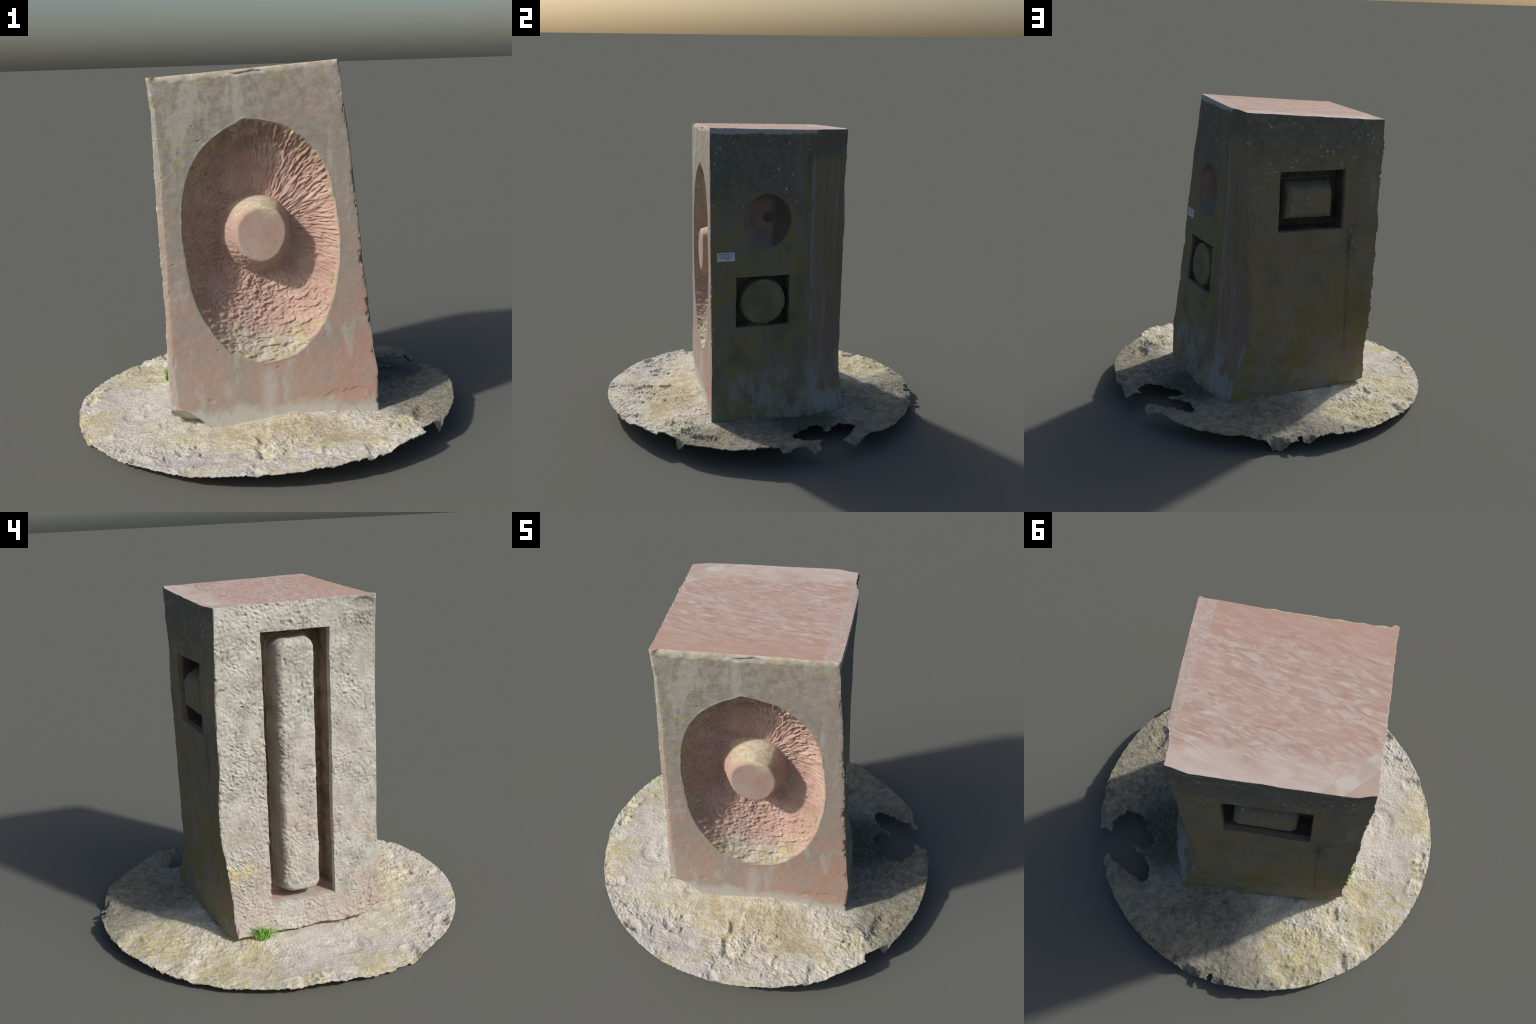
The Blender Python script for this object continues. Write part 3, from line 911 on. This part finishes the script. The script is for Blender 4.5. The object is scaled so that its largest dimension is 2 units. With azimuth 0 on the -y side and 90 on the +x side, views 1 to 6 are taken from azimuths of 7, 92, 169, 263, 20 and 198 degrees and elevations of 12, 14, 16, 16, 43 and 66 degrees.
# ------------------------------------------------------------------ objects
thing = bpy.data.objects.new("carved_sandstone_monument", None)
bpy.context.scene.collection.objects.link(thing)
thing["label"] = "upright pink sandstone block with carved recesses on soil"
thing["category"] = "stone sculpture"

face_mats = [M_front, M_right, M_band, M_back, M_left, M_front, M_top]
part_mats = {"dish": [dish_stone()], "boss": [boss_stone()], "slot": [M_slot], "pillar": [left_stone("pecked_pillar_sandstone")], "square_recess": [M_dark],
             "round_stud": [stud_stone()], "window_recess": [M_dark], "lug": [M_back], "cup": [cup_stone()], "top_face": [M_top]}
block = None
for k, name in enumerate(REG):
    sel = QR == k
    if not sel.any():
        continue
    if name == "block":
        ob = build_mesh(name, V, Q[sel], VN, face_mats, QM[sel])
        ob.parent = thing
        block = ob
    else:
        ob = build_mesh(name, V, Q[sel], VN, part_mats[name])
        ob.parent = block

# ------------------------------------------------------------------ soil disc
RIM_Z = [(-180, .045), (-165, .035), (-150, .030), (-135, .040), (-120, .050), (-104, .063), (-90, .085), (-65, .103), (-50, .105), (-41, .122), (-31, .118), (-24, .105), (-12, .114), (3, .122), (15, .126), (25, .13), (36, .125), (47, .106), (58, .086), (65, .086), (75, .086), (82, .078), (90, .070), (97, .085), (115, .072), (130, .06), (140, .042), (150, .035), (165, .032), (180, .045)]
BASE_Z = [(-180, .088), (-150, .082), (-127, .078), (-110, .074), (-90, .095), (-60, .122), (-30, .112), (0, .108), (30, .100), (60, .106), (90, .104), (130, .104), (155, .098), (180, .088)]
NA, NR = 1150, 190
th = np.linspace(-np.pi, np.pi, NA, endpoint=False)
rr = np.linspace(.26, 1, NR)
TH, RR = np.meshgrid(th, rr)
jag = np.random.default_rng(3).uniform(-1, 1, NA)
jag = np.convolve(np.concatenate([jag[-1:], jag, jag[:1]]), [.25, .5, .25], "valid")
RR = RR * (1 + (jag * .0040 - .001)[None, :] * smooth(RR, .93, 1.0))
X, Y = RR * np.cos(TH), RR * np.sin(TH)
rz, bz = np.array(RIM_Z), np.array(BASE_Z)
deg = np.degrees(TH)
zr = np.interp(deg, rz[:, 0], rz[:, 1])
zb = np.interp(deg, bz[:, 0], bz[:, 1])
p2 = np.stack([X, Y, np.zeros_like(X)], -1)
f = smooth(RR, .45, 1.0)
Z = lerp(zb - .006, zr + .001, f) - .012 * np.sin(np.pi * smooth(RR, .42, 1.0))
stones = smooth(perlin(p2 * 19 + 31), .22, .42) * .011 + smooth(perlin(p2 * 33 + 51), .25, .45) * .006
hollows = -.022 * smooth(perlin(p2 * 8 + 71), .20, .42)
lump = fbm(p2, 4, 2) * .026 + fbm(p2, 13, 3) * .014 + stones + hollows + (np.abs(perlin(p2 * 26 + fbm(p2, 20, 2)[..., None] * .5)) - .18) * -.013 + fbm(p2, 75, 3) * .008
quiet = .40 + .60 * smooth(fbm(p2, 3.3, 1), -.15, .2)
near = .5 + .5 * smooth(RR, .50, .78)
Z += lump * quiet * near
# hollow beside the block, under the right-hand side
Z -= .004 * np.exp(-((X - .55) ** 2 + (Y - .24) ** 2) / .09 ** 2)


def blob(cx, cy, rx, ry, rot=0):
    c, s = math.cos(rot), math.sin(rot)
    dx, dy = X - cx, Y - cy
    return 1 - np.hypot((dx * c + dy * s) / rx, (-dx * s + dy * c) / ry)


# washed-out gap at the right: a union of rounded bites with ragged edges
gap = np.maximum.reduce([blob(.755, .335, .098, .112), blob(.735, .475, .125, .075, -.5), blob(.635, .52, .115, .062, -.55),
                         blob(.93, .50, .17, .100, .5), blob(.640, .36, .050, .045, .8)])
rag = .22 * fbm(p2, 16, 3) + .12 * perlin(p2 * 60)
gap = gap + rag
# a spur of roots reaches into the gap
spur = blob(.650, .385, .045, .022, -.5)
gap = np.where((spur + .3 * fbm(p2, 30, 2) > 0) & (X < .62), -.1, gap)
notch = np.maximum(blob(.865, -.50, .075, .032, .9), blob(-.02, .985, .012, .022, .10)) + .25 * fbm(p2, 22, 2)
hole = np.maximum(gap, notch)
# lips curl down round the gap and a torn flap hangs at the back
lip = smooth(gap, -.45, 0)
Z -= .016 * lip * smooth(RR, .55, .8)
for a0, wd, dp, r0 in ((20.5, 2.2, .050, .955), (36.5, 3.2, .060, .94), (-28.0, 2.5, .040, .975), (-25, 1.2, .04, .98), (84, 3.2, .085, .955), (94, 2.2, .035, .965)):
    Z -= dp * np.exp(-((deg - a0) / wd) ** 2) * smooth(RR, r0, 1.0) * (1 + .8 * perlin(p2 * 40))
thick = .006
Zb = Z - thick * (1 + .5 * fbm(p2, 20, 2))
bottom_min = Zb.min()
# lowest torn flap just touches the ground
Z = np.where(Zb < 0, Z - Zb, Z)
Zb = np.maximum(Zb, 0)
keep_v = hole < 0
i2, j2 = np.meshgrid(np.arange(NR - 1), np.arange(NA), indexing="ij")
jn2 = (j2 + 1) % NA
Qs = np.stack([i2 * NA + j2, (i2 + 1) * NA + j2, (i2 + 1) * NA + jn2, i2 * NA + jn2], -1).reshape(-1, 4)
kq = keep_v.reshape(-1)[Qs].all(1)
Qs = Qs[kq]
# keep only the piece joined to the disc: drop crumbs by removing quads far inside the gap
nv = NR * NA
SV = np.concatenate([np.stack([X, Y, Z], -1).reshape(-1, 3), np.stack([X * .998, Y * .998, Zb], -1).reshape(-1, 3)])
under = Qs[:, ::-1] + nv
e = np.concatenate([Qs[:, [0, 1]], Qs[:, [1, 2]], Qs[:, [2, 3]], Qs[:, [3, 0]]])
key = np.minimum(e[:, 0], e[:, 1]) * (2 * nv) + np.maximum(e[:, 0], e[:, 1])
uniq, first, cnt = np.unique(key, return_index=True, return_counts=True)
be = e[first[cnt == 1]]
wall = np.stack([be[:, 1], be[:, 0], be[:, 0] + nv, be[:, 1] + nv], -1)
SQ = np.concatenate([Qs, under, wall])
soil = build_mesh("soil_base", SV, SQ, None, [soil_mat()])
soil.parent = thing

# ------------------------------------------------------------------ label plate on the right face
O_R = OUT["right"]
plate_m, ink_m = plain("white_enamel", (.62, .66, .70), .4), plain("black_ink", (.05, .05, .055), .6)


_jr = np.where(fid == face_names.index("right"))[0]
_pr = P[:, _jr].reshape(-1, 3)
_pr = _pr[(np.abs(_pr[:, 1] + .19) < .08) & (np.abs(_pr[:, 2] - 1.095) < .06)]
_fit = np.linalg.lstsq(np.c_[_pr[:, 1:], np.ones(len(_pr))], _pr[:, 0], rcond=None)[0]


def right_point(y, z, lift):
    """a point lifted off the plane of the stone around the plate"""
    return np.array([y * _fit[0] + z * _fit[1] + _fit[2], y, z]) + O_R * lift


def slab(name, quad, lift0, lift1, mat):
    """thin bevelled plate over four (y, z) corners"""
    lo = [right_point(y, z, lift0) for y, z in quad]
    cy, cz = np.mean([q[0] for q in quad]), np.mean([q[1] for q in quad])
    hi = [right_point(cy + (y - cy) * .985, cz + (z - cz) * .98, lift1) for y, z in quad]
    v = np.array(lo + hi)
    q = np.array([[0, 1, 2, 3], [7, 6, 5, 4]] + [[k, 4 + k, 4 + (k + 1) % 4, (k + 1) % 4] for k in range(4)])[:, ::-1]
    return v, q


lift = .0045
v, q = slab("", [(-.242, 1.067), (-.137, 1.069), (-.138, 1.120), (-.242, 1.119)], -.004, lift, None)
plate = build_mesh("label_plate", v, q, None, [plate_m])
plate.data.polygons.foreach_set("use_smooth", np.zeros(len(plate.data.polygons), bool))
plate.parent = block
ink_v, ink_q, n0 = [], [], 0
lr = np.random.default_rng(5)


def line_of_print(y0, y1, z, h, words):
    global n0
    y = y0
    total = sum(words) + .6 * (len(words) - 1)
    unit = (y1 - y0) / total
    for wd in words:
        n = max(2, int(wd * 2.2))
        for k in range(n):
            a0 = y + wd * unit * k / n
            a1 = a0 + wd * unit / n * lr.uniform(.65, .95)
            hh = h * lr.uniform(.7, 1.0)
            v, q = slab("", [(a0, z), (a1, z), (a1, z + hh), (a0, z + hh)], lift - .001, lift + .0006, None)
            ink_v.append(v)
            ink_q.append(q + n0)
            n0 += 8
        y += (wd + .6) * unit


line_of_print(-.234, -.166, 1.1075, .0045, (3, 8))
line_of_print(-.158, -.146, 1.1035, .004, (2,))
line_of_print(-.220, -.168, 1.0885, .0045, (6, 1, 1.5))
line_of_print(-.188, -.168, 1.080, .0045, (4,))
v, q = slab("", [(-.2415, 1.0965), (-.139, 1.0985), (-.139, 1.0993), (-.2415, 1.0975)], lift - .001, lift + .0005, None)
ink_v.append(v)
ink_q.append(q + n0)
ink = build_mesh("label_print", np.concatenate(ink_v), np.concatenate(ink_q), None, [ink_m])
ink.data.polygons.foreach_set("use_smooth", np.zeros(len(ink.data.polygons), bool))
ink["kind"] = "stuff"
ink.parent = plate

# ------------------------------------------------------------------ grass tuft at the foot of the left face
gm = Mat("fresh_grass", .5, .3)
gc = gm.ramp(gm.noise(90, 3, .6), [(.3, (.22, .50, .07)), (.55, (.42, .80, .14)), (.75, (.75, .88, .32))])
gm.colour(gc)
tr = gm.t.nodes.new("ShaderNodeBsdfTranslucent")
gm.link(gc, tr.inputs[0])
ms = gm.t.nodes.new("ShaderNodeMixShader")
ms.inputs[0].default_value = .3
out = next(n for n in gm.t.nodes if n.type == "OUTPUT_MATERIAL")
gm.link(gm.b.outputs[0], ms.inputs[1])
gm.link(tr.outputs[0], ms.inputs[2])
gm.link(ms.outputs[0], out.inputs[0])
gr = np.random.default_rng(21)
gv, gq, n0 = [], [], 0
for k in range(95):
    root = np.array([-.566 + gr.uniform(-.012, .006), .155 + gr.normal() * .016, .085])
    az = gr.uniform(-1, 1) * 1.7 + math.pi
    d = np.array([math.cos(az), math.sin(az) * 1.3, 0])
    Lh, sp, wdt = gr.uniform(.045, .10), gr.uniform(.2, 1.0), gr.uniform(.0025, .0055)
    side = np.array([-d[1], d[0], 0]) / np.linalg.norm(d)
    n = 6
    pts = []
    for i in range(n + 1):
        t = i / n
        c = root + d * np.array([.35, 1, 1]) * (sp * Lh * t ** 1.5) + np.array([0, 0, Lh * (t - .35 * sp * t * t)])
        ww = wdt * (1 - t) ** .6 * (.5 + .8 * min(1, t * 3)) + .0003
        nrm = np.array([d[0], d[1], .6]) * .0006
        pts += [c - side * ww, c + nrm, c + side * ww, c - nrm]
    gv.append(np.array(pts))
    for i in range(n):
        for j in range(4):
            gq.append([n0 + i * 4 + j, n0 + i * 4 + (j + 1) % 4, n0 + i * 4 + 4 + (j + 1) % 4, n0 + i * 4 + 4 + j])
    n0 += len(pts)
tuft = build_mesh("grass_tuft", np.concatenate(gv), np.array(gq), None, [gm.m])
tuft["kind"] = "stuff"
tuft.parent = soil
print("verts", len(V), "soil", len(SV), "min soil", bottom_min)
